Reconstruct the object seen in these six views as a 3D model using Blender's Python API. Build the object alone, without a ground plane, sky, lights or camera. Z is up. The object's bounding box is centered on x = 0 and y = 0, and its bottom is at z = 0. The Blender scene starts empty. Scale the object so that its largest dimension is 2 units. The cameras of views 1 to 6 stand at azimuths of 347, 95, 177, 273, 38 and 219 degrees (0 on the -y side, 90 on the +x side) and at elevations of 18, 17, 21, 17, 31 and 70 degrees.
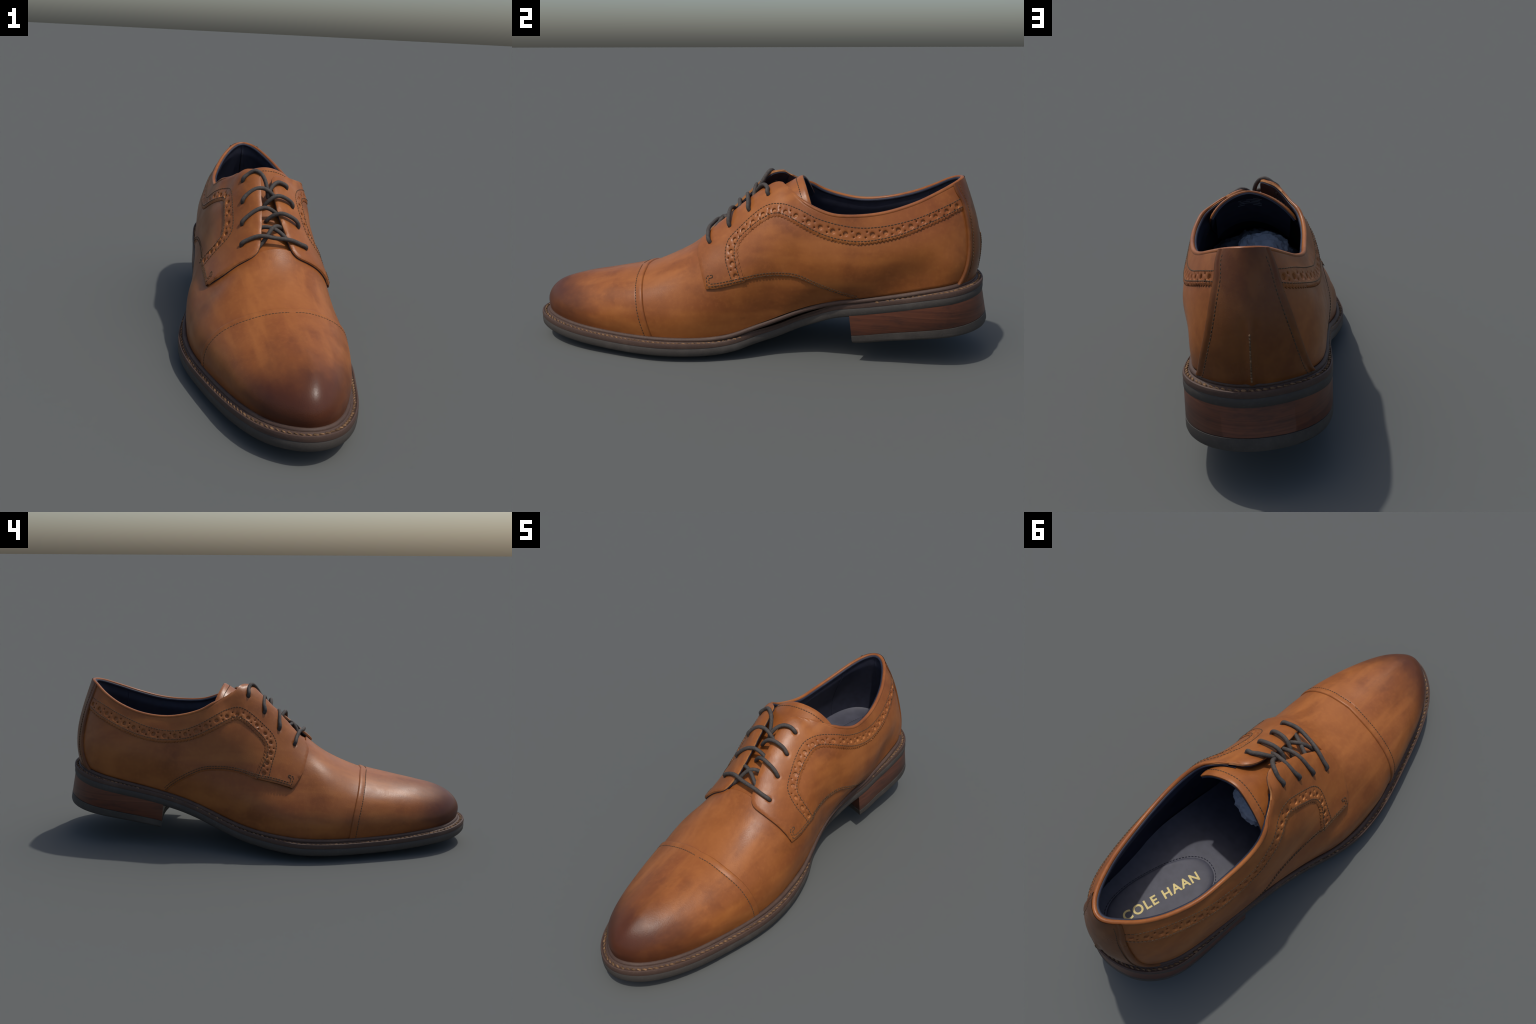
import math
import numpy as np

# ---------------------------------------------------------------------------
# 1. THE LAST: the foot form that every leather part is stretched over.
#    Each station is a line running up the side of the shoe, from the feather
#    line (where upper meets sole) to the topline or, further forward, to the
#    ridge of the instep.  x > 0 is the inner (medial) side, toe points to -y.
# ---------------------------------------------------------------------------
HEEL_BACK = [(.100, .929, .365), (.100, .936, .430), (.100, .935, .500), (.100, .906, .620), (.100, .850, .766)]
TOE_FRONT = [(.020, -.961, .125), (.020, -.968, .165), (.023, -.947, .213), (.032, -.864, .267)]
POLE = (0.035, -0.730, 0.297)

# tops of the stations that reach the instep ridge, shared by both sides
RIDGE = [(.050, .115, .735), (.050, -.040, .628), (.050, -.185, .515), (.050, -.300, .425), (.050, -.475, .346), (.045, -.630, .314),
         POLE, POLE, POLE]

INNER_SIDE = [
    [(.218, .886, .363), (.221, .889, .430), (.215, .882, .510), (.195, .856, .630), (.156, .818, .752)],
    [(.276, .800, .350), (.281, .802, .430), (.271, .791, .510), (.247, .773, .615), (.199, .749, .720)],
    [(.284, .700, .332), (.287, .700, .410), (.295, .693, .490), (.274, .680, .590), (.234, .663, .684)],
    [(.282, .580, .308), (.297, .575, .390), (.312, .570, .470), (.294, .560, .565), (.260, .550, .650)],
    [(.281, .460, .289), (.313, .455, .370), (.321, .450, .460), (.301, .445, .555), (.275, .440, .636)],
    [(.268, .360, .272), (.313, .355, .360), (.322, .350, .455), (.300, .345, .555), (.278, .340, .638)],
    [(.256, .250, .243), (.303, .250, .340), (.318, .250, .440), (.298, .255, .555), (.263, .262, .662)],
    [(.253, .150, .205), (.283, .155, .310), (.296, .170, .430), (.284, .185, .570), (.228, .200, .694)],
    [(.257, .085, .178), (.278, .095, .300), (.287, .110, .430), (.258, .130, .590), (.148, .150, .726)],
    [(.267, .020, .155), (.286, .030, .280), (.286, .045, .410), (.236, .068, .580)],
    [(.280, -.090, .115), (.296, -.085, .220), (.294, -.077, .340), (.225, -.062, .500)],
    [(.289, -.185, .098), (.304, -.185, .190), (.289, -.185, .310), (.190, -.185, .460)],
    [(.297, -.300, .094), (.305, -.300, .165), (.287, -.300, .255), (.195, -.300, .378)],
    [(.285, -.445, .093), (.292, -.447, .150), (.268, -.455, .242), (.180, -.467, .317)],
    [(.240, -.620, .094), (.251, -.622, .145), (.232, -.625, .220), (.153, -.630, .286)],
    [(.193, -.767, .102), (.200, -.768, .150), (.179, -.763, .212), (.116, -.748, .270)],
    [(.130, -.881, .112), (.134, -.884, .155), (.118, -.870, .212), (.082, -.823, .262)],
    [(.075, -.940, .121), (.074, -.945, .160), (.065, -.924, .212), (.052, -.852, .266)],
]
OUTER_SIDE = [
    [(-.038, .890, .362), (-.039, .896, .430), (-.029, .887, .510), (-.001, .853, .630), (.043, .816, .748)],
    [(-.113, .802, .342), (-.114, .805, .420), (-.105, .793, .500), (-.065, .775, .605), (-.009, .759, .708)],
    [(-.143, .700, .322), (-.147, .700, .400), (-.138, .698, .480), (-.098, .690, .578), (-.048, .688, .671)],
    [(-.163, .580, .300), (-.168, .580, .380), (-.161, .580, .460), (-.128, .580, .553), (-.084, .582, .638)],
    [(-.180, .470, .276), (-.187, .465, .360), (-.179, .465, .450), (-.143, .465, .543), (-.099, .465, .626)],
    [(-.196, .370, .250), (-.206, .370, .340), (-.193, .370, .430), (-.160, .370, .535), (-.110, .372, .640)],
    [(-.211, .280, .217), (-.219, .280, .310), (-.201, .285, .410), (-.168, .290, .535), (-.111, .295, .664)],
    [(-.232, .170, .170), (-.240, .175, .270), (-.210, .185, .390), (-.162, .205, .555), (-.090, .230, .702)],
    [(-.255, .085, .142), (-.256, .095, .250), (-.216, .110, .380), (-.150, .138, .562), (-.034, .165, .728)],
    [(-.277, .020, .130), (-.278, .030, .230), (-.223, .048, .363), (-.139, .078, .563)],
    [(-.299, -.090, .113), (-.296, -.085, .200), (-.234, -.080, .319), (-.114, -.064, .500)],
    [(-.304, -.185, .102), (-.298, -.185, .180), (-.233, -.185, .293), (-.097, -.185, .444)],
    [(-.296, -.300, .098), (-.300, -.300, .160), (-.255, -.300, .259), (-.119, -.300, .386)],
    [(-.268, -.440, .097), (-.269, -.442, .155), (-.233, -.450, .236), (-.125, -.460, .311)],
    [(-.221, -.620, .100), (-.225, -.622, .145), (-.199, -.625, .216), (-.095, -.630, .285)],
    [(-.178, -.755, .108), (-.183, -.757, .150), (-.160, -.756, .206), (-.075, -.745, .270)],
    [(-.107, -.886, .115), (-.111, -.889, .155), (-.095, -.874, .207), (-.041, -.823, .262)],
    [(-.042, -.941, .121), (-.043, -.946, .160), (-.037, -.925, .212), (-.003, -.851, .265)],
]
NU, NV = 560, 110


def tridiag_spline(t, y, end_slope=None):
    """C2 spline through y(t); natural at the start, natural or clamped at the end. Returns evaluator."""
    t = np.asarray(t, float); y = np.asarray(y, float); n = len(t)
    h = np.diff(t); A = np.zeros((n, n)); r = np.zeros_like(y)
    A[0, 0] = 2; A[0, 1] = 1; r[0] = 3 * (y[1] - y[0]) / h[0]
    for i in range(1, n - 1):
        A[i, i - 1] = h[i]; A[i, i] = 2 * (h[i - 1] + h[i]); A[i, i + 1] = h[i - 1]
        r[i] = 3 * (h[i] * (y[i] - y[i - 1]) / h[i - 1] + h[i - 1] * (y[i + 1] - y[i]) / h[i])
    if end_slope is None:
        A[-1, -1] = 2; A[-1, -2] = 1; r[-1] = 3 * (y[-1] - y[-2]) / h[-1]
    else:
        A[-1, -1] = 1; r[-1] = end_slope
    return hermite(t, y, np.linalg.solve(A, r))


def hermite(t, y, m):
    def f(x):
        x = np.asarray(x, float)
        i = np.clip(np.searchsorted(t, x, side='right') - 1, 0, len(t) - 2)
        h = (t[i + 1] - t[i]); s = ((x - t[i]) / h)[:, None]; h = h[:, None]
        return ((2 * s**3 - 3 * s**2 + 1) * y[i] + (s**3 - 2 * s**2 + s) * h * m[i]
                + (-2 * s**3 + 3 * s**2) * y[i + 1] + (s**3 - s**2) * h * m[i + 1])
    return f


def akima(t, y, cyclic=False):
    """Local spline that does not overshoot (used around the shoe)."""
    t = np.asarray(t, float); y = np.asarray(y, float)
    d = np.diff(y, axis=0) / np.diff(t)[:, None]
    if cyclic:
        d2 = np.concatenate([d[-2:], d, d[:2]])
    else:
        a = 2 * d[0] - d[1] if len(d) > 1 else d[0]
        b = 2 * d[-1] - d[-2] if len(d) > 1 else d[-1]
        d2 = np.concatenate([[2 * a - d[0], a], d, [b, 2 * b - d[-1]]])
    w1 = np.linalg.norm(d2[3:] - d2[2:-1], axis=1) + .25 * np.linalg.norm(d2[3:] + d2[2:-1], axis=1) + 1e-9
    w2 = np.linalg.norm(d2[1:-2] - d2[:-3], axis=1) + .25 * np.linalg.norm(d2[1:-2] + d2[:-3], axis=1) + 1e-9
    m = (w1[:, None] * d2[1:-2] + w2[:, None] * d2[2:-1]) / (w1 + w2)[:, None]
    return hermite(t, y, m)


def chords(p):
    return np.concatenate([[0], np.cumsum(np.linalg.norm(np.diff(np.asarray(p, float), axis=0), axis=1))])


def even(curve, n):
    """n points evenly spaced along a polyline."""
    curve = np.asarray(curve, float); s = chords(curve)
    q = np.linspace(0, s[-1], n)
    return np.stack([np.interp(q, s, curve[:, k]) for k in range(curve.shape[1])], 1)


def smooth_curve(pts, n):
    pts = np.asarray(pts, float); s = chords(pts)
    return even(akima(s, pts)(np.linspace(0, s[-1], max(200, n * 3))), n)


def station_curve(pts, on_ridge, side):
    pts = np.array(pts, float); s = chords(pts); slope = None
    if on_ridge == 'arch':
        slope = np.array([-side, 0, 0.])
    elif on_ridge == 'toe':
        h = pts[-1] - pts[-2]; h[2] = 0; h /= np.linalg.norm(h)
        slope = np.array([h[0], h[1], .14 * h[1]])
    f = tridiag_spline(s, pts, slope)
    return even(f(np.linspace(0, s[-1], 400)), NV)


def build_last():
    def stations(table, side):
        out = []
        for i, st in enumerate(table):
            if len(st) == 5:
                out.append(station_curve(st, None, side))
            else:
                k = i - (len(table) - len(RIDGE))
                out.append(station_curve(st + [RIDGE[k]], 'toe' if k >= 6 else 'arch', side))
        return out
    inner = stations(INNER_SIDE, 1.)
    outer = stations(OUTER_SIDE, -1.)
    back = station_curve(HEEL_BACK, None, 1.)
    front = station_curve(TOE_FRONT + [POLE], 'toe', 1.)
    loop = np.array([back] + inner + [front] + outer[::-1] + [back])
    mid = loop[:, int(NV * .35)]
    t = chords(mid)
    f = akima(t, loop.reshape(len(loop), -1), cyclic=True)
    k = len(inner) + 1
    ti = np.linspace(0, t[k], NU); to = np.linspace(t[k], t[-1], NU)
    G = np.concatenate([f(ti), f(to)[1:-1]]).reshape(-1, NV, 3)
    # relax along the loop to iron out the joints between stations
    for _ in range(60):
        G = G + .25 * (np.roll(G, 1, 0) + np.roll(G, -1, 0) - 2 * G)
    Gi = G[:NU].copy()
    Go = np.concatenate([G[NU - 1:], G[:1]])[::-1].copy()
    # both sides meet exactly along the ridge
    w = np.clip((np.linspace(0, 1, NV) - .60) / .40, 0, 1) ** 2
    r = np.clip((np.linspace(0, 1, NU) - .476) / .055, 0, 1)
    w = (r * r * (3 - 2 * r))[:, None, None] * w[None, :, None]
    gap = (Go[:, -1:] - Gi[:, -1:]) / 2
    Gi += gap * w
    Go -= gap * w
    return Gi, Go


def grid_normals(G, sign):
    du = np.gradient(G, axis=0); dv = np.gradient(G, axis=1)
    n = np.cross(du, dv) * sign
    l = np.linalg.norm(n, axis=2, keepdims=True)
    bad = l[:, -1, 0] < 1e-9
    n = n / np.maximum(l, 1e-12)
    n[bad, -1] = n[bad, -3]
    return n


LAST = {}
for _side, _G in zip((1, -1), build_last()):
    _N = grid_normals(_G, -_side)
    LAST[_side] = (_G, _N)
# one common normal where the two sides meet: toe front, heel back and ridge
_a, _b = LAST[1][1], LAST[-1][1]
for _sl in ((slice(-1, None), slice(None)), (slice(0, 1), slice(None)), (slice(int(NU * .53), None), slice(-1, None))):
    _m = _a[_sl] + _b[_sl]
    _m = _m / np.maximum(np.linalg.norm(_m, axis=2, keepdims=True), 1e-9)
    _a[_sl] = _m; _b[_sl] = _m


def on_last(side, uv, lift=0.):
    """points on the last at (u, v) in 0..1, raised along the normal by lift"""
    G, N = LAST[side]
    uv = np.atleast_2d(np.asarray(uv, float))
    a = np.clip(uv[:, 0], 0, 1) * (NU - 1); b = np.clip(uv[:, 1], 0, 1) * (NV - 1)
    i = np.minimum(a.astype(int), NU - 2); j = np.minimum(b.astype(int), NV - 2)
    s = (a - i)[:, None]; t = (b - j)[:, None]

    def mix(Q):
        return ((1 - s) * (1 - t) * Q[i, j] + s * (1 - t) * Q[i + 1, j]
                + (1 - s) * t * Q[i, j + 1] + s * t * Q[i + 1, j + 1])
    n = mix(N); n /= np.maximum(np.linalg.norm(n, axis=1, keepdims=True), 1e-9)
    lift = np.broadcast_to(np.asarray(lift, float), (len(uv),))
    return mix(G) + n * lift[:, None], n

# ---------------------------------------------------------------------------
# 2. SMALL TOOLS
# ---------------------------------------------------------------------------
import bpy
from mathutils import Vector
from mathutils.bvhtree import BVHTree
from mathutils.geometry import delaunay_2d_cdt

rng = np.random.default_rng(7)
CHART = np.array([2.25, .46])          # metres per unit of u and v, roughly


def link(obj, parent=None):
    bpy.context.scene.collection.objects.link(obj)
    if parent is not None:
        obj.parent = parent
    return obj


def make_mesh(name, verts, faces, material, parent, sharp=40, stuff=False):
    me = bpy.data.meshes.new(name)
    me.from_pydata([tuple(map(float, v)) for v in verts], [], [tuple(int(i) for i in f) for f in faces])
    me.validate(); me.update()
    me.polygons.foreach_set('use_smooth', [True] * len(me.polygons))
    if sharp:
        me.set_sharp_from_angle(angle=math.radians(sharp))
    mats = material if isinstance(material, (list, tuple)) else [material]
    for m in mats:
        me.materials.append(m)
    ob = bpy.data.objects.new(name, me)
    if stuff:
        ob['kind'] = 'stuff'
    return link(ob, parent)


def join_parts(parts):
    V, F, n = [], [], 0
    for v, f in parts:
        v = np.asarray(v); V.append(v)
        F += [tuple(i + n for i in q) for q in f]; n += len(v)
    return np.concatenate(V), F


def tube(path, radius, sides=10, closed=False, caps=True, squash=None, up=None):
    """round bar swept along a polyline; radius may vary along it"""
    p = np.asarray(path, float); n = len(p)
    r = np.broadcast_to(np.asarray(radius, float), (n,))
    t = (np.roll(p, -1, 0) - np.roll(p, 1, 0)) if closed else np.gradient(p, axis=0)
    t /= np.maximum(np.linalg.norm(t, axis=1, keepdims=True), 1e-9)
    a = np.zeros_like(p)
    ref = np.array([0, 0, 1.]) if up is None else np.asarray(up, float)
    v = ref - t[0] * (ref @ t[0])
    if np.linalg.norm(v) < 1e-3:
        v = np.array([1., 0, 0]) - t[0] * t[0, 0]
    v /= np.linalg.norm(v)
    for i in range(n):
        v = v - t[i] * (v @ t[i]); v /= np.linalg.norm(v); a[i] = v
    if closed:
        a = ref - t * (t @ ref)[:, None]; a /= np.linalg.norm(a, axis=1, keepdims=True)
    b = np.cross(t, a)
    ang = np.linspace(0, 2 * np.pi, sides, endpoint=False)
    sx, sy = squash if squash else (1, 1)
    V = (p[:, None] + r[:, None, None] * (sx * np.cos(ang)[None, :, None] * a[:, None]
                                          + sy * np.sin(ang)[None, :, None] * b[:, None])).reshape(-1, 3)
    F = []
    for i in range(n if closed else n - 1):
        j = (i + 1) % n
        for k in range(sides):
            l = (k + 1) % sides
            F.append((i * sides + k, i * sides + l, j * sides + l, j * sides + k))
    if caps and not closed:
        F.append(tuple(range(sides))[::-1]); F.append(tuple((n - 1) * sides + k for k in range(sides)))
    return V, F


def rounded_bar(path, radius, sides=10):
    """tube with round ends (laces)"""
    p = even(path, max(12, int(chords(path)[-1] / .006)))
    s = chords(p); d = np.minimum(s, s[-1] - s)
    r = radius * np.sqrt(np.clip(1 - np.clip(1 - d / radius, 0, 1) ** 2, .02, 1))
    return tube(p, r, sides)


def sheet(grid, closed_u=False):
    nu, nv = grid.shape[:2]
    F = []
    for i in range(nu if closed_u else nu - 1):
        j = (i + 1) % nu
        for k in range(nv - 1):
            F.append((i * nv + k, j * nv + k, j * nv + k + 1, i * nv + k + 1))
    return grid.reshape(-1, 3), F


def slab(top, bottom, closed_u=False):
    """closed solid between two grids of the same size"""
    nu, nv = top.shape[:2]; N = nu * nv
    V = np.concatenate([top.reshape(-1, 3), bottom.reshape(-1, 3)])
    F = []
    for i in range(nu if closed_u else nu - 1):
        j = (i + 1) % nu
        for k in range(nv - 1):
            q = (i * nv + k, j * nv + k, j * nv + k + 1, i * nv + k + 1)
            F.append(q); F.append(tuple(N + a for a in q[::-1]))
        for k in (0, nv - 1):
            q = (i * nv + k, j * nv + k, N + j * nv + k, N + i * nv + k)
            F.append(q[::-1] if k == 0 else q)
    if not closed_u:
        for i in (0, nu - 1):
            for k in range(nv - 1):
                q = (i * nv + k, i * nv + k + 1, N + i * nv + k + 1, N + i * nv + k)
                F.append(q if i == nu - 1 else q[::-1])
    return V, F


def sstep(a, b, x):
    t = np.clip((np.asarray(x, float) - a) / (b - a), 0, 1)
    return t * t * (3 - 2 * t)


# nearest place on the last -------------------------------------------------
TREES = {}
for _s in (1, -1):
    _g = LAST[_s][0][::2, ::2]
    _nu, _nv = _g.shape[:2]
    _V = [Vector(p) for p in _g.reshape(-1, 3)]
    _F = [(i * _nv + k, (i + 1) * _nv + k, (i + 1) * _nv + k + 1, i * _nv + k + 1)
          for i in range(_nu - 1) for k in range(_nv - 1)]
    TREES[_s] = (BVHTree.FromPolygons(_V, _F), _nu, _nv, _g)


def locate(side, pts):
    """(u, v) of the nearest places on the last, and the height above it"""
    tree, nu, nv, g = TREES[side]
    uv, hgt = [], []
    for p in np.atleast_2d(pts):
        q, n, idx, d = tree.find_nearest(Vector(p))
        i, k = divmod(idx, nv - 1)
        a, b, c = g[i, k], g[i + 1, k], g[i, k + 1]
        q = np.array(q)
        A = np.stack([b - a, c - a], 1)
        st = np.linalg.lstsq(A, q - a, rcond=None)[0]
        st = np.clip(st, 0, 1)
        w = ((i + st[0]) * 2 / (NU - 1), (k + st[1]) * 2 / (NV - 1))
        uv.append(w)
        s, nn = on_last(side, [w])
        hgt.append(float((np.asarray(p) - s[0]) @ nn[0]))
    return np.array(uv), np.array(hgt)


def surface_line(side, pts, step=.006):
    """smooth curve through control points, laid on the last: uv and 3D"""
    c = smooth_curve(pts, max(8, int(chords(pts)[-1] / step)))
    uv, h = locate(side, c)
    return uv, on_last(side, uv)[0], h


def inside(poly, pts):
    x, y = pts[:, 0], pts[:, 1]
    c = np.zeros(len(pts), bool)
    j = len(poly) - 1
    for i in range(len(poly)):
        xi, yi = poly[i]; xj, yj = poly[j]
        if yi != yj:
            c ^= ((yi > y) != (yj > y)) & (x < (xj - xi) * (y - yi) / (yj - yi) + xi)
        j = i
    return c


def near_dist(pts, ref):
    out = np.empty(len(pts))
    for a in range(0, len(pts), 2000):
        d = pts[a:a + 2000, None] - ref[None]
        out[a:a + 2000] = np.sqrt((d ** 2).sum(2)).min(1)
    return out


def panel(side, outline, holes, spacing, lift, thick, edge_drop=.45, hole_lip=0., hole_rows=None):
    """A piece of leather cut to an outline (u, v), with punched holes, lying on the last.
    Returns verts, faces.  lift(uv, xyz) gives the height of its outer face."""
    O = np.asarray(outline) * CHART
    dense = []
    for a_, b_ in zip(O, np.roll(O, -1, 0)):
        k_ = max(1, int(np.linalg.norm(b_ - a_) / (spacing * .7)))
        dense += [a_ + (b_ - a_) * i_ / k_ for i_ in range(k_)]
    O = np.array(dense)
    H = [np.asarray(h) * CHART for h in holes]
    lo, hi = O.min(0), O.max(0)
    gx = np.arange(lo[0], hi[0], spacing); gy = np.arange(lo[1], hi[1], spacing * .9)
    X, Y = np.meshgrid(gx, gy, indexing='ij')
    X = X + (np.arange(X.shape[1]) % 2)[None] * spacing / 2
    P = np.stack([X.ravel(), Y.ravel()], 1)
    P = P[inside(O, P)]
    bound = np.concatenate([O] + H)
    P = P[near_dist(P, bound) > spacing * .55]
    for h in H:
        c = h.mean(0); r = np.linalg.norm(h - c, axis=1).max()
        P = P[np.linalg.norm(P - c, axis=1) > r + spacing * .3]
    rings = []
    if hole_lip:
        for h in H:
            c = h.mean(0)
            rings.append(c + (h - c) * (1 + .0045 / np.linalg.norm(h - c, axis=1).mean()))
        if rings:
            R = np.concatenate(rings)
            P = P[near_dist(P, R) > spacing * .35]
    pts = [O] + H
    verts2, edges, n = [], [], 0
    tags = []
    for k, loop in enumerate(pts):
        m = len(loop)
        verts2 += [Vector(map(float, q)) for q in loop]
        edges += [(n + i, n + (i + 1) % m) for i in range(m)]
        tags += [1 if k == 0 else 2] * m
        n += m
    for r in rings:
        verts2 += [Vector(map(float, q)) for q in r]; tags += [3] * len(r)
    verts2 += [Vector(map(float, q)) for q in P]; tags += [0] * len(P)
    ov, oe, of, vo, eo, fo = delaunay_2d_cdt(verts2, edges, [], 0, 1e-7)
    V2 = np.array([tuple(v) for v in ov])
    tag = np.array([tags[o[0]] if len(o) else 0 for o in vo])
    T = np.array([f for f in of if len(f) == 3])
    C = V2[T].mean(1)
    keep = inside(O, C)
    for h in H:
        lo_, hi_ = h.min(0), h.max(0)
        m = np.all((C > lo_) & (C < hi_), axis=1)
        if m.any():
            idx = np.where(m)[0]
            keep[idx[inside(h, C[idx])]] = False
    T = T[keep]
    uv = V2 / CHART
    base, nrm = on_last(side, uv)
    up = lift(uv, base)
    top = up.copy()
    top[tag == 1] -= thick * edge_drop
    top[tag == 2] -= thick * .15
    top[tag == 3] += hole_lip
    Vt = base + nrm * top[:, None]
    Vb = base + nrm * (up - thick)[:, None]
    # orientation so that faces look outwards
    a, b, c = Vt[T[:, 0]], Vt[T[:, 1]], Vt[T[:, 2]]
    fn = np.cross(b - a, c - a)
    flip = (fn * nrm[T[:, 0]]).sum(1) < 0
    T[flip] = T[flip][:, ::-1]
    N = len(Vt)
    faces = [tuple(t) for t in T] + [tuple(N + i for i in t[::-1]) for t in T]
    cnt = {}
    for t in T:
        for i in range(3):
            e = (t[i], t[(i + 1) % 3])
            cnt[e] = cnt.get(e, 0) + 1
    for (i, j) in cnt:
        if (j, i) not in cnt:
            faces.append((j, i, N + i, N + j))
    V = np.concatenate([Vt, Vb])
    used = np.unique(np.array([i for f in faces for i in f]))
    remap = -np.ones(len(V), int); remap[used] = np.arange(len(used))
    return V[used], [tuple(remap[list(f)]) for f in faces]


def disc_on(side, centre, radius, sides, lift=0.):
    """outline (u, v) of a round punch mark around a 3D point of the last"""
    uv, _ = locate(side, [centre])
    p, n = on_last(side, uv); p, n = p[0], n[0]
    t = np.cross(n, [0, 0, 1.]); t /= np.linalg.norm(t); b = np.cross(n, t)
    ang = np.linspace(0, 2 * np.pi, sides, endpoint=False)
    ring = p + radius * (np.cos(ang)[:, None] * t + np.sin(ang)[:, None] * b)
    return locate(side, ring)[0]


def stitch_run(points, normals, length, pitch, radius, sides=6, slant=0., jitter=0.):
    """short threads laid one after another along a line; each dips into the leather at both ends"""
    s = chords(points); n = max(2, int(s[-1] / pitch))
    parts = []
    c = (np.arange(n) + .5) * s[-1] / n
    get = lambda q, A: np.array([np.interp(q, s, A[:, k]) for k in range(3)])
    for q in c:
        a, b = get(max(q - length / 2, 0), points), get(min(q + length / 2, s[-1]), points)
        nn = get(q, normals); nn /= np.linalg.norm(nn)
        side_ = np.cross(nn, b - a); side_ /= max(np.linalg.norm(side_), 1e-9)
        k_ = 1 + jitter * rng.uniform(-1, 1) if jitter else 1.
        a = a + side_ * slant * k_; b = b - side_ * slant / k_
        m = (a + b) / 2
        path = np.array([a - nn * radius * .9, a + (m - a) * .35 + nn * radius * .25, m + nn * radius * .35,
                         b + (m - b) * .35 + nn * radius * .25, b - nn * radius * .9])
        parts.append(tube(path, np.array([.6, 1, 1, 1, .6]) * radius * k_, sides, up=nn))
    return parts


# ---------------------------------------------------------------------------
# 3. MATERIALS
# ---------------------------------------------------------------------------
class Mat:
    def __init__(self, name, rough=.5, spec=.5):
        self.m = bpy.data.materials.new(name); self.m.use_nodes = True
        self.t = self.m.node_tree; self.n = self.t.nodes
        self.b = self.n['Principled BSDF']
        self.b.inputs['Roughness'].default_value = rough
        self.b.inputs['Specular IOR Level'].default_value = spec
        self.co = self.n.new('ShaderNodeTexCoord').outputs['Object']

    def link(self, a, b):
        self.t.links.new(a, b)

    def mapping(self, scale=(1, 1, 1), rot=(0, 0, 0)):
        k = self.n.new('ShaderNodeMapping'); k.inputs['Scale'].default_value = scale
        k.inputs['Rotation'].default_value = rot
        self.link(self.co, k.inputs['Vector']); return k.outputs[0]

    def noise(self, scale, detail=4, rough=.55, vec=None, dist=0.):
        k = self.n.new('ShaderNodeTexNoise'); k.inputs['Scale'].default_value = scale
        k.inputs['Detail'].default_value = detail; k.inputs['Roughness'].default_value = rough
        k.inputs['Distortion'].default_value = dist
        self.link(vec or self.co, k.inputs['Vector']); return k.outputs['Fac']

    def ramp(self, fac, stops):
        k = self.n.new('ShaderNodeValToRGB'); e = k.color_ramp.elements
        while len(e) < len(stops):
            e.new(.5)
        for el, (p, c) in zip(e, stops):
            el.position = p; el.color = (*c, 1) if len(c) == 3 else c
        self.link(fac, k.inputs[0]); return k.outputs[0]

    def gray(self, fac, a, b, lo=0., hi=1.):
        k = self.n.new('ShaderNodeMapRange'); k.interpolation_type = 'SMOOTHSTEP'
        for nme, v in (('From Min', a), ('From Max', b), ('To Min', lo), ('To Max', hi)):
            k.inputs[nme].default_value = v
        self.link(fac, k.inputs[0]); return k.outputs[0]

    def math(self, op, a, b=None):
        k = self.n.new('ShaderNodeMath'); k.operation = op
        for i, x in enumerate((a, b)):
            if x is None:
                continue
            if isinstance(x, (int, float)):
                k.inputs[i].default_value = x
            else:
                self.link(x, k.inputs[i])
        return k.outputs[0]

    def mix(self, fac, a, b, mode='MIX'):
        k = self.n.new('ShaderNodeMix'); k.data_type = 'RGBA'; k.blend_type = mode
        for sock, x in ((k.inputs[0], fac), (k.inputs[6], a), (k.inputs[7], b)):
            if isinstance(x, (int, float)):
                sock.default_value = x
            elif isinstance(x, tuple):
                sock.default_value = (*x, 1)
            else:
                self.link(x, sock)
        return k.outputs[2]

    def axis(self, which):
        k = self.n.new('ShaderNodeSeparateXYZ'); self.link(self.co, k.inputs[0]); return k.outputs[which]

    def colour(self, c):
        if isinstance(c, tuple):
            self.b.inputs['Base Color'].default_value = (*c, 1)
        else:
            self.link(c, self.b.inputs['Base Color'])

    def bump(self, h, strength, dist=.002):
        k = self.n.new('ShaderNodeBump'); k.inputs['Strength'].default_value = strength
        k.inputs['Distance'].default_value = dist
        self.link(h, k.inputs['Height']); self.link(k.outputs[0], self.b.inputs['Normal'])


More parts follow.
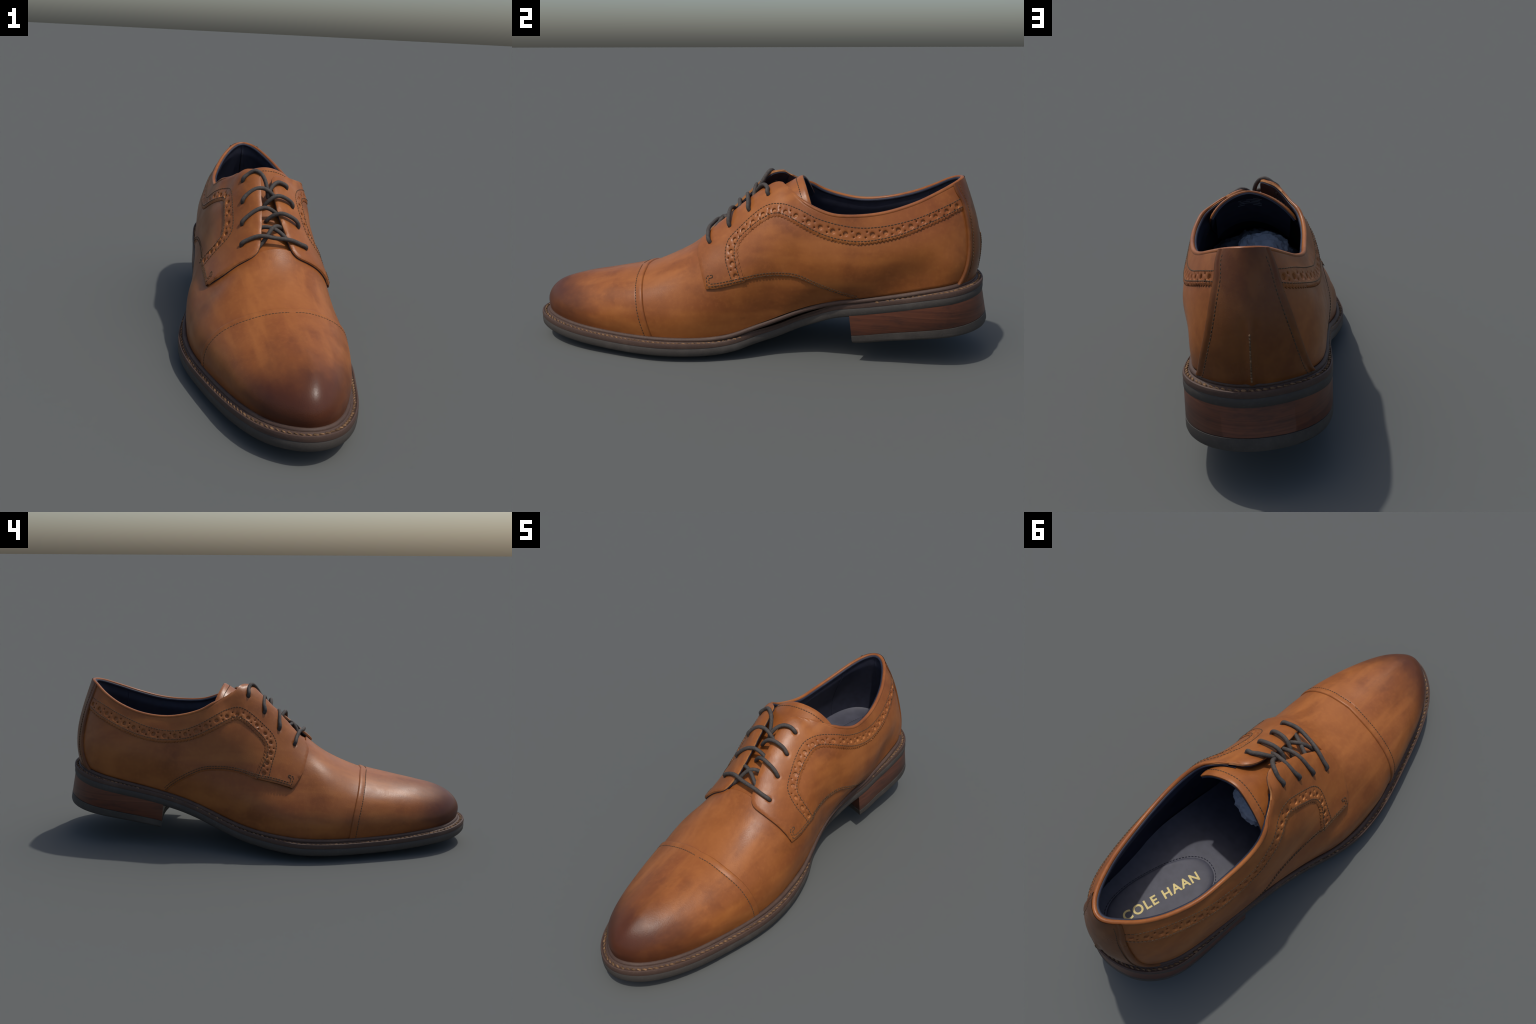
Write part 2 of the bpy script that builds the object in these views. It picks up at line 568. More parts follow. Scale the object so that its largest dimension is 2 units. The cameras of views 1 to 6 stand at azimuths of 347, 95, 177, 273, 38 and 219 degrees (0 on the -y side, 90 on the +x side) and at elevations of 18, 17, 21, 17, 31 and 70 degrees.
def leather(name, burnish=True, tone=1.0, gloss=0.):
    m = Mat(name, .40, .27)
    light, mid, dark = (.318, .106, .0255), (.240, .0745, .0178), (.148, .0415, .0120)
    light, mid, dark = [tuple(x * tone for x in c) for c in (light, mid, dark)]
    blot = m.noise(4.2, 5, .6, dist=.4)
    col = m.ramp(blot, [(.22, dark), (.46, mid), (.74, light)])
    # long streaks, darker and paler than the leather
    streak = m.noise(6.5, 3, .55, vec=m.mapping((1.0, .28, 1.6), (0, 0, .25)))
    col = m.mix(m.gray(streak, .46, .74, 0, .48), col, (.21 * tone, .058 * tone, .018 * tone))
    pull = m.noise(7, 3, .5, vec=m.mapping((2.4, .22, 1.5), (0, 0, -.12)))
    col = m.mix(m.gray(pull, .48, .72, 0, .42), col, (.40 * tone, .140 * tone, .034 * tone))
    fine = m.noise(55, 3, .6)
    col = m.mix(m.gray(fine, .45, .75, 0, .16), col, (.41 * tone, .148 * tone, .040 * tone))
    if burnish:
        # dark red-brown polish rubbed into the tip of the toe
        y = m.axis(1)
        edge = m.math('ADD', y, m.math('MULTIPLY', m.math('SUBTRACT', m.noise(5, 4, .6, vec=m.mapping((1.4, .8, 1.4))), .5), .30))
        toe = m.gray(edge, -.64, -.93, 0, .92)
        patch = m.math('MULTIPLY', m.gray(m.noise(7, 5, .62, vec=m.mapping((1.3, .7, 1.3)), dist=.15), .46, .70), m.gray(y, -.50, -.75, 0, .42))
        col = m.mix(m.math('MAXIMUM', toe, patch), col, (.058, .0165, .0088))
    m.colour(col)
    r = m.gray(m.noise(11, 4, .6), .3, .7, .33 - gloss, .44 - gloss)
    m.link(r, m.b.inputs['Roughness'])
    h = m.math('ADD', m.noise(190, 3, .6), m.math('MULTIPLY', m.noise(14, 4), .6))
    m.bump(h, .12, .003)
    return m.m


def plain(name, base, rough=.55, spec=.4, grain=60, amount=.25, bump=.15, bump_scale=240):
    m = Mat(name, rough, spec)
    a = tuple(x * (1 - amount) for x in base); b = tuple(x * (1 + amount) for x in base)
    m.colour(m.ramp(m.noise(grain, 4, .6), [(.3, a), (.7, b)]))
    if bump:
        m.bump(m.noise(bump_scale, 3, .6), bump, .002)
    return m.m


def stacked_leather(name):
    m = Mat(name, .42, .4)
    z = m.mapping((.12, .12, 60), (-.13, 0, 0))
    n = m.noise(1.6, 5, .65, vec=z)
    col = m.ramp(n, [(.28, (.085, .028, .016)), (.5, (.125, .041, .021)), (.75, (.165, .057, .028))])
    smear = m.noise(7, 5, .7, vec=m.mapping((1, 1, 3.5)))
    col = m.mix(m.gray(smear, .45, .72, 0, .7), col, (.045, .022, .017))
    m.colour(col); m.bump(n, .2, .002)
    return m.m


def scuffed(name, base, dust):
    m = Mat(name, .62, .35)
    n = m.noise(5, 6, .7); f = m.noise(130, 3, .6)
    c = m.mix(m.gray(n, .48, .75, 0, .45), base, dust)
    c = m.mix(m.gray(f, .5, .8, 0, .3), c, dust)
    m.colour(c); m.bump(m.noise(170, 4, .65), .25, .002)
    return m.m


LEATHER = leather('burnished_tan_leather')
COUNTER = leather('shade_darkened_counter_leather', False, .56, .06)  # tone lowered mostly to bake in the shading on the heel back
EDGE = plain('raw_leather_edge', (.33, .125, .040), .6, .3)
CUT_EDGE = plain('tan_cut_edge', (.44, .19, .065), .6, .3)
DARK_EDGE = plain('dark_cut_edge', (.060, .024, .012), .6, .3)
LINING = plain('navy_lining', (.019, .021, .037), .6, .35, 30, .2, .15)
INSOLE = plain('navy_insole', (.060, .062, .085), .55, .35, 25, .15, .12)
THREAD = plain('dark_thread', (.072, .048, .029), .8, .2, 200, .3, 0)
WELT = scuffed('dark_brown_welt', (.064, .036, .026), (.140, .088, .060))
WELT_THREAD = plain('tan_thread', (.150, .086, .044), .8, .2, 70, .75, 0)
RUBBER = scuffed('worn_black_rubber', (.048, .041, .035), (.105, .090, .076))
STACK = stacked_leather('stacked_heel_leather')
LACE = plain('waxed_charcoal_cord', (.060, .051, .045), .7, .3, 120, .3, .5, 420)
PAPER = plain('grey_blue_tissue', (.34, .365, .41), .9, .1, 12, .12, .2, 60)  # base colour lightened to offset the dim light inside the shoe
GOLD = plain('gold_print', (.62, .50, .18), .5, .5, 50, .1, 0)
PRINT = plain('pale_print', (.12, .13, .16), .7, .3, 50, .1, 0)

# ---------------------------------------------------------------------------
# 4. SEAM LINES drawn on the last (control points; x picks the side)
# ---------------------------------------------------------------------------
INNER, OUTER = 1, -1
FACING_EDGE = {   # lace gap from the top of the facing down, then round the throat to the tab corner
    INNER: [(.112, .122, .728), (.090, .100, .722), (.081, .064, .715), (.079, .004, .679), (.082, -.063, .629),
            (.093, -.131, .574), (.107, -.194, .519), (.117, -.221, .487), (.137, -.229, .457), (.177, -.221, .426),
            (.236, -.203, .378), (.289, -.184, .313)],
    OUTER: [(-.012, .116, .768), (.012, .091, .772), (.023, .058, .762), (.022, .020, .728), (.009, -.080, .628),
            (-.012, -.172, .532), (-.031, -.211, .497), (-.062, -.219, .469), (-.106, -.209, .438),
            (-.168, -.194, .393), (-.210, -.168, .356), (-.235, -.144, .327)],
}
BAND_TOP = {      # upper row of stitches of the punched band, heel to tab
    INNER: [(.182, .848, .697), (.205, .820, .685), (.242, .748, .657), (.263, .679, .630), (.277, .594, .605), (.286, .509, .590),
            (.290, .432, .588), (.289, .355, .599), (.279, .268, .621), (.251, .197, .649), (.221, .152, .657),
            (.197, .101, .656), (.184, .060, .641), (.184, .005, .599), (.193, -.049, .548), (.206, -.090, .504),
            (.230, -.102, .468), (.256, -.100, .429), (.279, -.086, .390), (.291, -.071, .350)],
    OUTER: [(.022, .858, .698), (.003, .837, .688), (-.038, .774, .664), (-.077, .702, .634), (-.104, .634, .609), (-.124, .568, .587),
            (-.137, .503, .573), (-.149, .429, .568), (-.154, .356, .580), (-.150, .294, .605), (-.137, .234, .637),
            (-.112, .185, .661), (-.090, .136, .672), (-.085, .100, .666), (-.089, .053, .637), (-.094, .001, .592),
            (-.102, -.041, .552), (-.122, -.062, .515), (-.153, -.062, .481), (-.198, -.047, .430), (-.232, -.032, .372)],
}
GIMP = {          # saw-toothed lower edge of the band, heel to tab
    INNER: [(.196, .868, .655), (.220, .836, .645), (.255, .774, .621), (.279, .697, .590), (.293, .612, .556), (.300, .528, .534),
            (.302, .443, .522), (.300, .374, .526), (.298, .304, .542), (.290, .235, .570), (.267, .172, .599),
            (.243, .127, .613), (.229, .095, .611), (.224, .063, .595), (.224, .018, .562), (.228, -.022, .525),
            (.242, -.050, .485), (.261, -.050, .451), (.281, -.040, .410), (.292, -.021, .358)],
    OUTER: [(.012, .880, .652), (-.010, .864, .640), (-.061, .803, .610), (-.106, .719, .576), (-.136, .640, .548), (-.156, .564, .528),
            (-.168, .489, .518), (-.175, .416, .520), (-.179, .343, .532), (-.174, .271, .559), (-.164, .211, .589),
            (-.143, .162, .614), (-.128, .122, .626), (-.132, .086, .609), (-.141, .039, .571), (-.148, .000, .531),
            (-.161, -.014, .503), (-.189, -.009, .468), (-.220, .014, .424), (-.243, .034, .374)],
}
QUARTER_FOOT = {  # lower edge of the quarter, tab corner back to the heel breast
    INNER: [(.288, -.184, .313), (.293, -.130, .322), (.293, -.012, .354), (.288, .050, .368), (.283, .139, .376),
            (.279, .210, .374), (.274, .273, .355), (.271, .344, .328), (.271, .398, .304), (.273, .460, .280)],
    OUTER: [(-.235, -.144, .327), (-.238, -.068, .352), (-.242, .038, .376), (-.234, .114, .395), (-.223, .197, .400),
            (-.220, .279, .392), (-.219, .330, .370), (-.213, .384, .339), (-.199, .428, .307), (-.190, .465, .270)],
}
COUNTER_EDGE = {  # side seams of the heel counter, topline to feather line
    INNER: [(.176, .806, .746), (.190, .820, .712), (.197, .843, .680), (.211, .862, .630), (.226, .876, .565),
            (.240, .881, .500), (.254, .876, .440), (.260, .853, .380), (.262, .835, .355)],
    OUTER: [(.030, .823, .742), (.012, .840, .700), (-.006, .865, .640), (-.026, .880, .570), (-.050, .889, .490),
            (-.066, .882, .430), (-.080, .860, .380), (-.089, .830, .345)],
}
CAP_EDGE = {      # rear edge of the toe cap, ridge to feather line
    INNER: [(.050, -.480, .347), (.106, -.478, .341), (.165, -.477, .321), (.209, -.472, .297), (.251, -.463, .262),
            (.280, -.454, .216), (.293, -.441, .163), (.290, -.423, .093)],
    OUTER: [(.050, -.480, .347), (-.023, -.470, .341), (-.117, -.459, .314), (-.192, -.446, .276), (-.228, -.437, .246),
            (-.262, -.424, .195), (-.273, -.416, .145), (-.272, -.410, .098)],
}
EYELETS = {
    INNER: [(.184, -.183, .490), (.170, -.101, .560), (.161, -.018, .626), (.148, .065, .687)],
    OUTER: [(-.087, -.149, .498), (-.070, -.073, .565), (-.055, .001, .640), (-.041, .079, .713)],
}
H_QUARTER, H_FACING, H_COUNTER, H_CAP = .006, .012, .016, .006

shoe = bpy.data.objects.new('leather_dress_shoe', None)
link(shoe)
shoe['label'] = 'tan leather lace-up dress shoe with punched trim'
shoe['category'] = 'shoe'

# ---------------------------------------------------------------------------
# 5. SOLE UNIT
# ---------------------------------------------------------------------------
NS = 300
foot = {s: even(LAST[s][0][:, 0], NS) for s in (INNER, OUTER)}
loop = np.concatenate([foot[INNER], foot[OUTER][::-1][1:-1]])
side_of = np.array([INNER] * NS + [OUTER] * (NS - 2))
for _ in range(12):
    loop += .25 * (np.roll(loop, 1, 0) + np.roll(loop, -1, 0) - 2 * loop)
tang = np.roll(loop, -1, 0) - np.roll(loop, 1, 0); tang[:, 2] = 0
tang /= np.linalg.norm(tang, axis=1, keepdims=True)
outw = np.stack([-tang[:, 1], tang[:, 0], np.zeros(len(loop))], 1)

WELT_WIDTH = {INNER: [(-1, .046), (-.8, .044), (-.6, .044), (-.4, .044), (-.2, .036), (-.05, .016), (.05, -.010), (.15, -.028),
                      (.22, -.028), (.30, -.010), (.40, .006), (.55, .015), (.65, .027), (.8, .042), (1, .045)],
              OUTER: [(-1, .046), (-.85, .042), (-.7, .040), (-.5, .039), (-.15, .037), (.0, .026), (.3, .018), (.5, .018),
                      (.66, .028), (.8, .041), (1, .043)]}
WELT_DROP = {INNER: [(-1, .006), (-.8, .008), (-.5, .011), (-.2, .014), (0, .030), (.12, .047), (.25, .038), (.35, .020),
                     (.5, .018), (.7, .015), (1, .012)],
             OUTER: [(-1, .006), (-.8, .008), (-.5, .011), (-.2, .014), (-.05, .014), (.1, .014), (.4, .010), (1, .012)]}


def along(table, y, side):
    out = np.empty(len(y))
    for s in (INNER, OUTER):
        t = np.array(table[s]); m = side == s
        out[m] = np.interp(y[m], t[:, 0], t[:, 1])
    return out


def soften(a, n=25):
    for _ in range(n):
        a = a + .25 * (np.roll(a, 1) + np.roll(a, -1) - 2 * a)
    return a


wide = soften(along(WELT_WIDTH, loop[:, 1], side_of))
drop = soften(along(WELT_DROP, loop[:, 1], side_of))
zwelt = loop[:, 2] - drop


def ring(off, dz_from_welt):
    p = loop + outw * np.asarray(off)[:, None]
    p[:, 2] = zwelt + dz_from_welt
    return p


L = len(loop)
# welt: flat strip the upper stands on, stitched all round
groove = np.full(L, .0025)
welt_rings = [ring(np.minimum(-.02, wide - .02), drop * .2 - .006), ring(wide * .15, drop * .2), ring(wide * .45, drop * .08 + .0005),
              ring(wide * .55, -groove), ring(wide * .78, -groove), ring(wide * .86, .001), ring(wide - .0015, 0.),
              ring(wide, -.004), ring(wide + .0008, -.012), ring(wide, -.0195), ring(wide - .006, -.021)]
V, F = sheet(np.stack(welt_rings, 1), closed_u=True)
welt = make_mesh('welt', V, F, WELT, shoe, 50)
# little storm-welt teeth outside the stitches
parts = []
wline = ring(wide * .90, .0005)
# rand: rounded bead between upper and welt
rand_path = loop + outw * np.minimum(.007, wide * .3)[:, None]
rand_path[:, 2] = loop[:, 2] - .004 - drop * .25
V, F = tube(rand_path, np.full(L, .0105), 10, closed=True)
make_mesh('rand', V, F, WELT, shoe)
# tan welt stitches
nrm_up = np.tile([0, 0, 1.], (L, 1)) + .25 * outw
path = ring(wide * .66, -.0022)
keep = wide > .012
segs, run = [], []
start = int(np.argmin(wide))
for q in range(L + 1):
    i = (start + q) % L
    if keep[i] and q < L:
        run.append(i)
    elif run:
        segs.append(run); run = []
parts = []
for r in segs:
    parts += stitch_run(path[r], nrm_up[r], .0165, .0215, .0036, 6, slant=.0032, jitter=.35)
V, F = join_parts(parts)
make_mesh('welt_stitching', V, F, WELT_THREAD, welt, 60, stuff=True)

# outsole
sole_rings = [ring(wide - .010, -.0200), ring(wide - .0015, -.0205), ring(wide, -.023), ring(wide + .0015, -.036),
              ring(wide + .0005, -.050), ring(wide - .003, -.0555), ring(wide - .011, -.0580)]
SV, SF = sheet(np.stack(sole_rings, 1), closed_u=True)
edge_in = sole_rings[-1]
nb = 14
m_edge = edge_in[:NS]
o_edge = np.concatenate([edge_in[:1], edge_in[NS:][::-1], edge_in[NS - 1:NS]])
s = np.linspace(0, 1, nb)
bottom = m_edge[:, None] * (1 - s)[None, :, None] + o_edge[:, None] * s[None, :, None]
w_ = np.linalg.norm((m_edge - o_edge), axis=1)
bottom[:, :, 2] -= (np.minimum(w_, .5) / .5 * .022)[:, None] * (1 - (2 * s - 1) ** 2)[None]
BV, BF = sheet(bottom)
V, F = join_parts([(SV, SF), (BV, [f[::-1] for f in BF])])
outsole = make_mesh('outsole', V, F, RUBBER, shoe, 50)

# heel: stacked leather block and rubber top lift under the rear of the sole
under = sole_rings[4]
mi = [i for i in range(NS) if under[i, 1] > .402][::-1]
oi = [NS + k for k in range(NS - 2)]
oi = [i for i in oi if under[i, 1] > .467][::-1]
rim = np.concatenate([under[mi], under[oi]])
a, b = rim[-1], rim[0]
q = np.linspace(0, 1, 26)[1:-1]
breast = a[None] * (1 - q)[:, None] + b[None] * q[:, None]
breast[:, 1] += .045 * np.sin(np.pi * q)
rim = np.concatenate([rim, breast])
z_stack = lambda y: .125 + (y - .42) * .152
z_lift = lambda y: .090 + (y - .42) * .132
cen = np.array([.08, .70, 0])


def heel_level(z_of, grow):
    p = rim.copy()
    zt = rim[:, 2] + .002
    z = zt if z_of is None else z_of(p[:, 1])
    f = np.clip((zt - z) / np.maximum(zt - z_lift(p[:, 1]), .05), 0, 1)
    p[:, 1] += .029 * f * sstep(.62, .95, p[:, 1]) + .018 * f * (1 - sstep(.40, .60, rim[:, 1]))
    d = p - cen; d[:, 2] = 0
    d /= np.linalg.norm(d, axis=1, keepdims=True)
    p += d * grow
    p[:, 2] = z
    return p


lv = [heel_level(None, -.001), heel_level(lambda y: z_stack(y) + .002, 0.), heel_level(z_stack, -.002)]
V, F = sheet(np.stack(lv, 1), closed_u=True)
heel = make_mesh('heel', V, F, STACK, shoe, 50)
lv = [heel_level(lambda y: z_stack(y) - .0005, -.004), heel_level(lambda y: z_stack(y) - .0015, .0005),
      heel_level(lambda y: z_lift(y) + .012, .001), heel_level(lambda y: z_lift(y) + .004, -.002),
      heel_level(z_lift, -.010)]
G = np.stack(lv, 1)
V, F = sheet(G, closed_u=True)
F.append(tuple(i * 5 + 4 for i in range(len(rim))))
make_mesh('heel_lift', V, F, RUBBER, heel, 50)

# ---------------------------------------------------------------------------
# 6. UPPER
# ---------------------------------------------------------------------------


def edge_by_v(side, pts):
    """seam crossing the side as a function u(v)"""
    uv, _, _ = surface_line(side, pts, .004)
    o = np.argsort(uv[:, 1]); uv = uv[o]
    return lambda v: np.interp(v, uv[:, 1], uv[:, 0])


VS = np.linspace(0, 1, 90)


def wrap_sheet(name, u_from, u_to, s_list, lift_of, material, both=True):
    """one smooth skin over both sides of the forefoot, s runs from u_from(v) to u_to(v)"""
    cols = []
    for side in (INNER, OUTER):
        vs = VS if side == INNER else VS[::-1][1:]
        for v in vs:
            u0, u1 = u_from[side](v), u_to[side](v)
            u = u0 + (u1 - u0) * s_list
            dist = (u - u0) * CHART[0]
            p, n = on_last(side, np.stack([u, np.full_like(u, v)], 1), lift_of(dist, v, (u1 - u0) * CHART[0]))
            cols.append(p)
    V, F = sheet(np.stack(cols))
    me_ob = make_mesh(name, V, F, material, shoe, 0)
    import bmesh
    bm = bmesh.new(); bm.from_mesh(me_ob.data)
    bmesh.ops.remove_doubles(bm, verts=bm.verts, dist=2e-5)
    bmesh.ops.recalc_face_normals(bm, faces=bm.faces)
    bm.to_mesh(me_ob.data); bm.free()
    me_ob.data.polygons.foreach_set('use_smooth', [True] * len(me_ob.data.polygons))
    me_ob.data.set_sharp_from_angle(angle=math.radians(45))
    return me_ob


u_cap = {s_: edge_by_v(s_, CAP_EDGE[s_]) for s_ in (INNER, OUTER)}
# hidden rear edge of the vamp: from the heel breast at the feather line forward to the throat
u_vamp = {}
for s_, x_ in ((INNER, .276), (OUTER, -.178)):
    ua = locate(s_, [(x_, .50, .29)])[0][0, 0]; ub = locate(s_, [(.05, -.207, .50)])[0][0, 0]
    u_vamp[s_] = lambda v, ua=ua, ub=ub: ua + (ub - ua) * sstep(.30, .86, v)
u_end = {s_: (lambda v: 1.) for s_ in (INNER, OUTER)}


def cap_lift(d, v, span):
    rise = H_CAP * sstep(0, .0035, d)
    roll = .0010 * np.exp(-((d - .013) / .009) ** 2)
    dip = -.0012 * np.exp(-((d - .031) / .0045) ** 2)
    l = rise + roll * sstep(0, .006, d) + dip - .0015 * sstep(.03, .25, d)
    l[0] = -.004
    return l


s_cap = np.concatenate([[0, 1e-5], np.linspace(.004, .16, 34), np.linspace(.16, 1, 70)[1:]])
toe_cap = wrap_sheet('toe_cap', u_cap, u_end, s_cap, cap_lift, LEATHER)


def vamp_lift(d, v, span):
    l = np.zeros_like(d); l[0] = -.012; l[1] = -.002
    return l


u_cap_in = {s_: (lambda v, f=u_cap[s_]: f(v) + .012) for s_ in (INNER, OUTER)}
s_v = np.concatenate([[0, 1e-4], np.linspace(.004, 1, 110)])
vamp = wrap_sheet('vamp', u_vamp, u_cap_in, s_v, vamp_lift, LEATHER)

stitch_parts, hole_count = [], 0


def sew(side, pts, lift, length=.0105, pitch=.0132, radius=.0018):
    uv, p, _ = surface_line(side, pts, .005)
    l = lift(uv, p) if callable(lift) else lift
    q, n = on_last(side, uv, l)
    stitch_parts.extend(stitch_run(q, n, length, pitch, radius, 5))


def offset_line(side, pts, d, step=.006):
    """line beside another one, d metres across the surface"""
    uv, p, _ = surface_line(side, pts, step)
    _, n = on_last(side, uv)
    t = np.gradient(p, axis=0); t /= np.linalg.norm(t, axis=1, keepdims=True)
    return p + np.cross(n, t) * d


lift_fn = {}
gap_top_u = {}
for side in (INNER, OUTER):
    e_uv, e_p, e_h = surface_line(side, FACING_EDGE[side], .008)
    e_h = np.clip(e_h, .017, .08)
    e_h[-6:] = np.linspace(e_h[-7], H_FACING, 6)

    def lift(uv, p, e_p=e_p, e_h=e_h):
        d = np.empty(len(p)); h = np.empty(len(p))
        for a_ in range(0, len(p), 2000):
            D = np.sqrt(((p[a_:a_ + 2000, None] - e_p[None]) ** 2).sum(2))
            W = 1 / (D + .004) ** 3
            h[a_:a_ + 2000] = (W * e_h[None]).sum(1) / W.sum(1)
            d[a_:a_ + 2000] = D.min(1)
        w = 1 - sstep(0, .14, d)
        return H_FACING * (1 - w) + h * w
    lift_fn[side] = lift

    c_uv, c_p, _ = surface_line(side, COUNTER_EDGE[side], .006)
    g_uv, g_p, _ = surface_line(side, GIMP[side], .0035)
    q_uv, q_p, _ = surface_line(side, QUARTER_FOOT[side], .006)

    # saw teeth along the lower edge of the band
    zig = []
    ss = chords(g_p); pitch = .0150
    sgn = 1 if side == INNER else -1
    tt = np.gradient(g_p, axis=0); tt /= np.linalg.norm(tt, axis=1, keepdims=True)
    _, gn = on_last(side, g_uv)
    acr = np.cross(gn, tt)
    nz = int(ss[-1] / (pitch / 2))
    for k in range(nz + 1):
        qd = ss[-1] * k / nz
        pt = np.array([np.interp(qd, ss, g_p[:, j]) for j in range(3)])
        ac = np.array([np.interp(qd, ss, acr[:, j]) for j in range(3)])
        zig.append(pt + ac * (.0026 if k % 2 else -.0026))
    z_uv, _ = locate(side, zig)
    o_ = np.argsort(c_uv[:, 1])
    z_uv = z_uv[z_uv[:, 0] > np.interp(z_uv[:, 1], c_uv[o_, 1], c_uv[o_, 0]) - .005]

    # --- facing and collar, one piece, with the punched band
    top_from = c_uv[0, 0] - .006
    top_to = e_uv[0, 0] - .020
    gap_top_u[side] = top_to
    topline = np.stack([np.linspace(top_from, top_to, 130), np.full(130, .992)], 1)
    topline[-14:, 1] -= np.linspace(0, 1, 14) ** 2 * .008
    e_use = e_uv[1:].copy()
    gimp_end = z_uv[-1]
    # part of the foot edge between the tab corner and the end of the band
    qi = int(np.argmin(np.linalg.norm((q_uv - gimp_end) * CHART, axis=1)))
    foot_edge = q_uv[1:qi]
    heel_end = c_uv[:, :] - np.array([.006, 0])
    ci = int(np.argmin(np.linalg.norm((heel_end - z_uv[0]) * CHART, axis=1)))
    outline = np.concatenate([topline, e_use, foot_edge, z_uv[::-1], heel_end[:ci][::-1][:-1]])

    # punch marks: a row of large holes with a pair of small ones between neighbours
    b_uv, b_p, _ = surface_line(side, BAND_TOP[side], .004)
    nb_ = 400
    centre = even(even(b_p, nb_) * .54 + even(g_p, nb_) * .46, nb_)
    c_t = np.gradient(centre, axis=0); c_t /= np.linalg.norm(c_t, axis=1, keepdims=True)
    _, c_n = on_last(side, locate(side, centre)[0])
    c_a = np.cross(c_n, c_t) * sgn                       # across the band, towards the saw teeth
    nh = 23
    holes = []
    for k in range(nh):
        i = int((.034 + .948 * k / (nh - 1)) * (nb_ - 1))
        holes.append(disc_on(side, centre[i] - c_a[i] * .001, .0099 * rng.uniform(.94, 1.05), 16))
        if k < nh - 1:
            j = i + int(.948 / (nh - 1) / 2 * (nb_ - 1))
            j1, j2 = j + int(rng.integers(-1, 3)), j - int(rng.integers(-1, 3))
            holes.append(disc_on(side, centre[j1] - c_a[j1] * .0125, .0040, 8))
            holes.append(disc_on(side, centre[j2] + c_a[j2] * .0090, .0040, 8))
    for ey in EYELETS[side]:
        holes.append(disc_on(side, ey, .0095, 14))
    V, F = panel(side, outline, holes, .0085, lift, .012, .35, .0002)
    fac = make_mesh('facing', V, F, [LEATHER, CUT_EDGE, DARK_EDGE], shoe, 38)
    # cut edges: tan at the lace gap and in the punch marks, dark along the saw teeth
    e_up = e_p + on_last(side, e_uv)[1] * lift(e_uv, e_p)[:, None]
    walls = [q_ for q_ in fac.data.polygons if len(q_.vertices) == 4]
    mid_ = np.array([tuple(q_.center) for q_ in walls])
    d_gimp, d_foot = near_dist(mid_, g_p), near_dist(mid_, q_p)
    for q_, a_, b_ in zip(walls, d_gimp, d_foot):
        q_.material_index = 2 if a_ < .014 or b_ < .014 else 1

    # --- paler layer seen through the punch marks
    V, F = panel(side, np.concatenate([b_uv[2:-1:2], g_uv[2:-1:2][::-1]]), [], .012, lambda uv, p: np.full(len(uv), .0035), .002, 0.)
    make_mesh('band_backing', V, F, EDGE, fac, 40)

    # --- quarter: the plain side panel below the band
    under_band = offset_line(side, GIMP[side], (-.03 if side == INNER else .03), .01)
    ub_uv, _ = locate(side, under_band)
    arc = q_uv[max(qi - 8, 1):]
    arc = arc[arc[:, 1] > .004]
    u_a, u_b = arc[-1, 0], c_uv[-1, 0] - .006
    feather = np.stack([np.linspace(u_a, u_b, 60)[1:], np.full(59, .004)], 1)
    he = heel_end[::-1]; he = he[(he[:, 1] > .01) & (he[:, 1] < ub_uv[0, 1] - .005)]
    q_outline = np.concatenate([ub_uv, arc, feather, he])
    V, F = panel(side, q_outline, [], .010, lambda uv, p: np.full(len(uv), H_QUARTER), .010, .5)
    make_mesh('quarter', V, F, LEATHER, shoe, 38)

    # --- rows of stitches
    sew(side, BAND_TOP[side], lift)
    inn = -1 if side == INNER else 1
    sew(side, offset_line(side, GIMP[side], .0135 * inn), lift)
    fo = lambda uv, p: np.where(uv[:, 0] > gimp_end[0], lift(uv, p), H_QUARTER)
    for d in (.010, .020):
        ln = offset_line(side, QUARTER_FOOT[side], -d * inn)
        sew(side, ln[2:-2] if d < .015 else ln[4:-3], fo)

# heel counter over the back of the heel
uc = {s_: edge_by_v(s_, COUNTER_EDGE[s_]) for s_ in (INNER, OUTER)}
nn_ = 40
rows = []
for v in np.linspace(.004, .992, 80):
    line = []
    for side in (INNER, OUTER):
        u = uc[side](v) * np.concatenate([[1, .9999], np.linspace(.985, 0, nn_)])
        d = (uc[side](v) - u) * CHART[0]
        l = H_COUNTER * np.ones_like(d) + .0015 * np.exp(-((d - .012) / .008) ** 2) - .0022 * np.exp(-((d - .028) / .005) ** 2)
        l[0] = .001; l[1] = H_COUNTER - .003
        # raised pleat line up the middle of the back
        pl = (1 - sstep(.30, .52, v)) * np.exp(-((u * CHART[0]) / .008) ** 2)
        l = l + .0050 * pl - (1 - sstep(.40, .52, v)) * .0030 * np.exp(-((u * CHART[0] - .02) / .012) ** 2)
        p, n = on_last(side, np.stack([u, np.full_like(u, v)], 1), l)
        if side == OUTER:
            p = p[::-1][1:]
        line.append(p)
    rows.append(np.concatenate(line))
V, F = sheet(np.stack(rows))
make_mesh('heel_counter', V, [f[::-1] for f in F], COUNTER, shoe, 60)
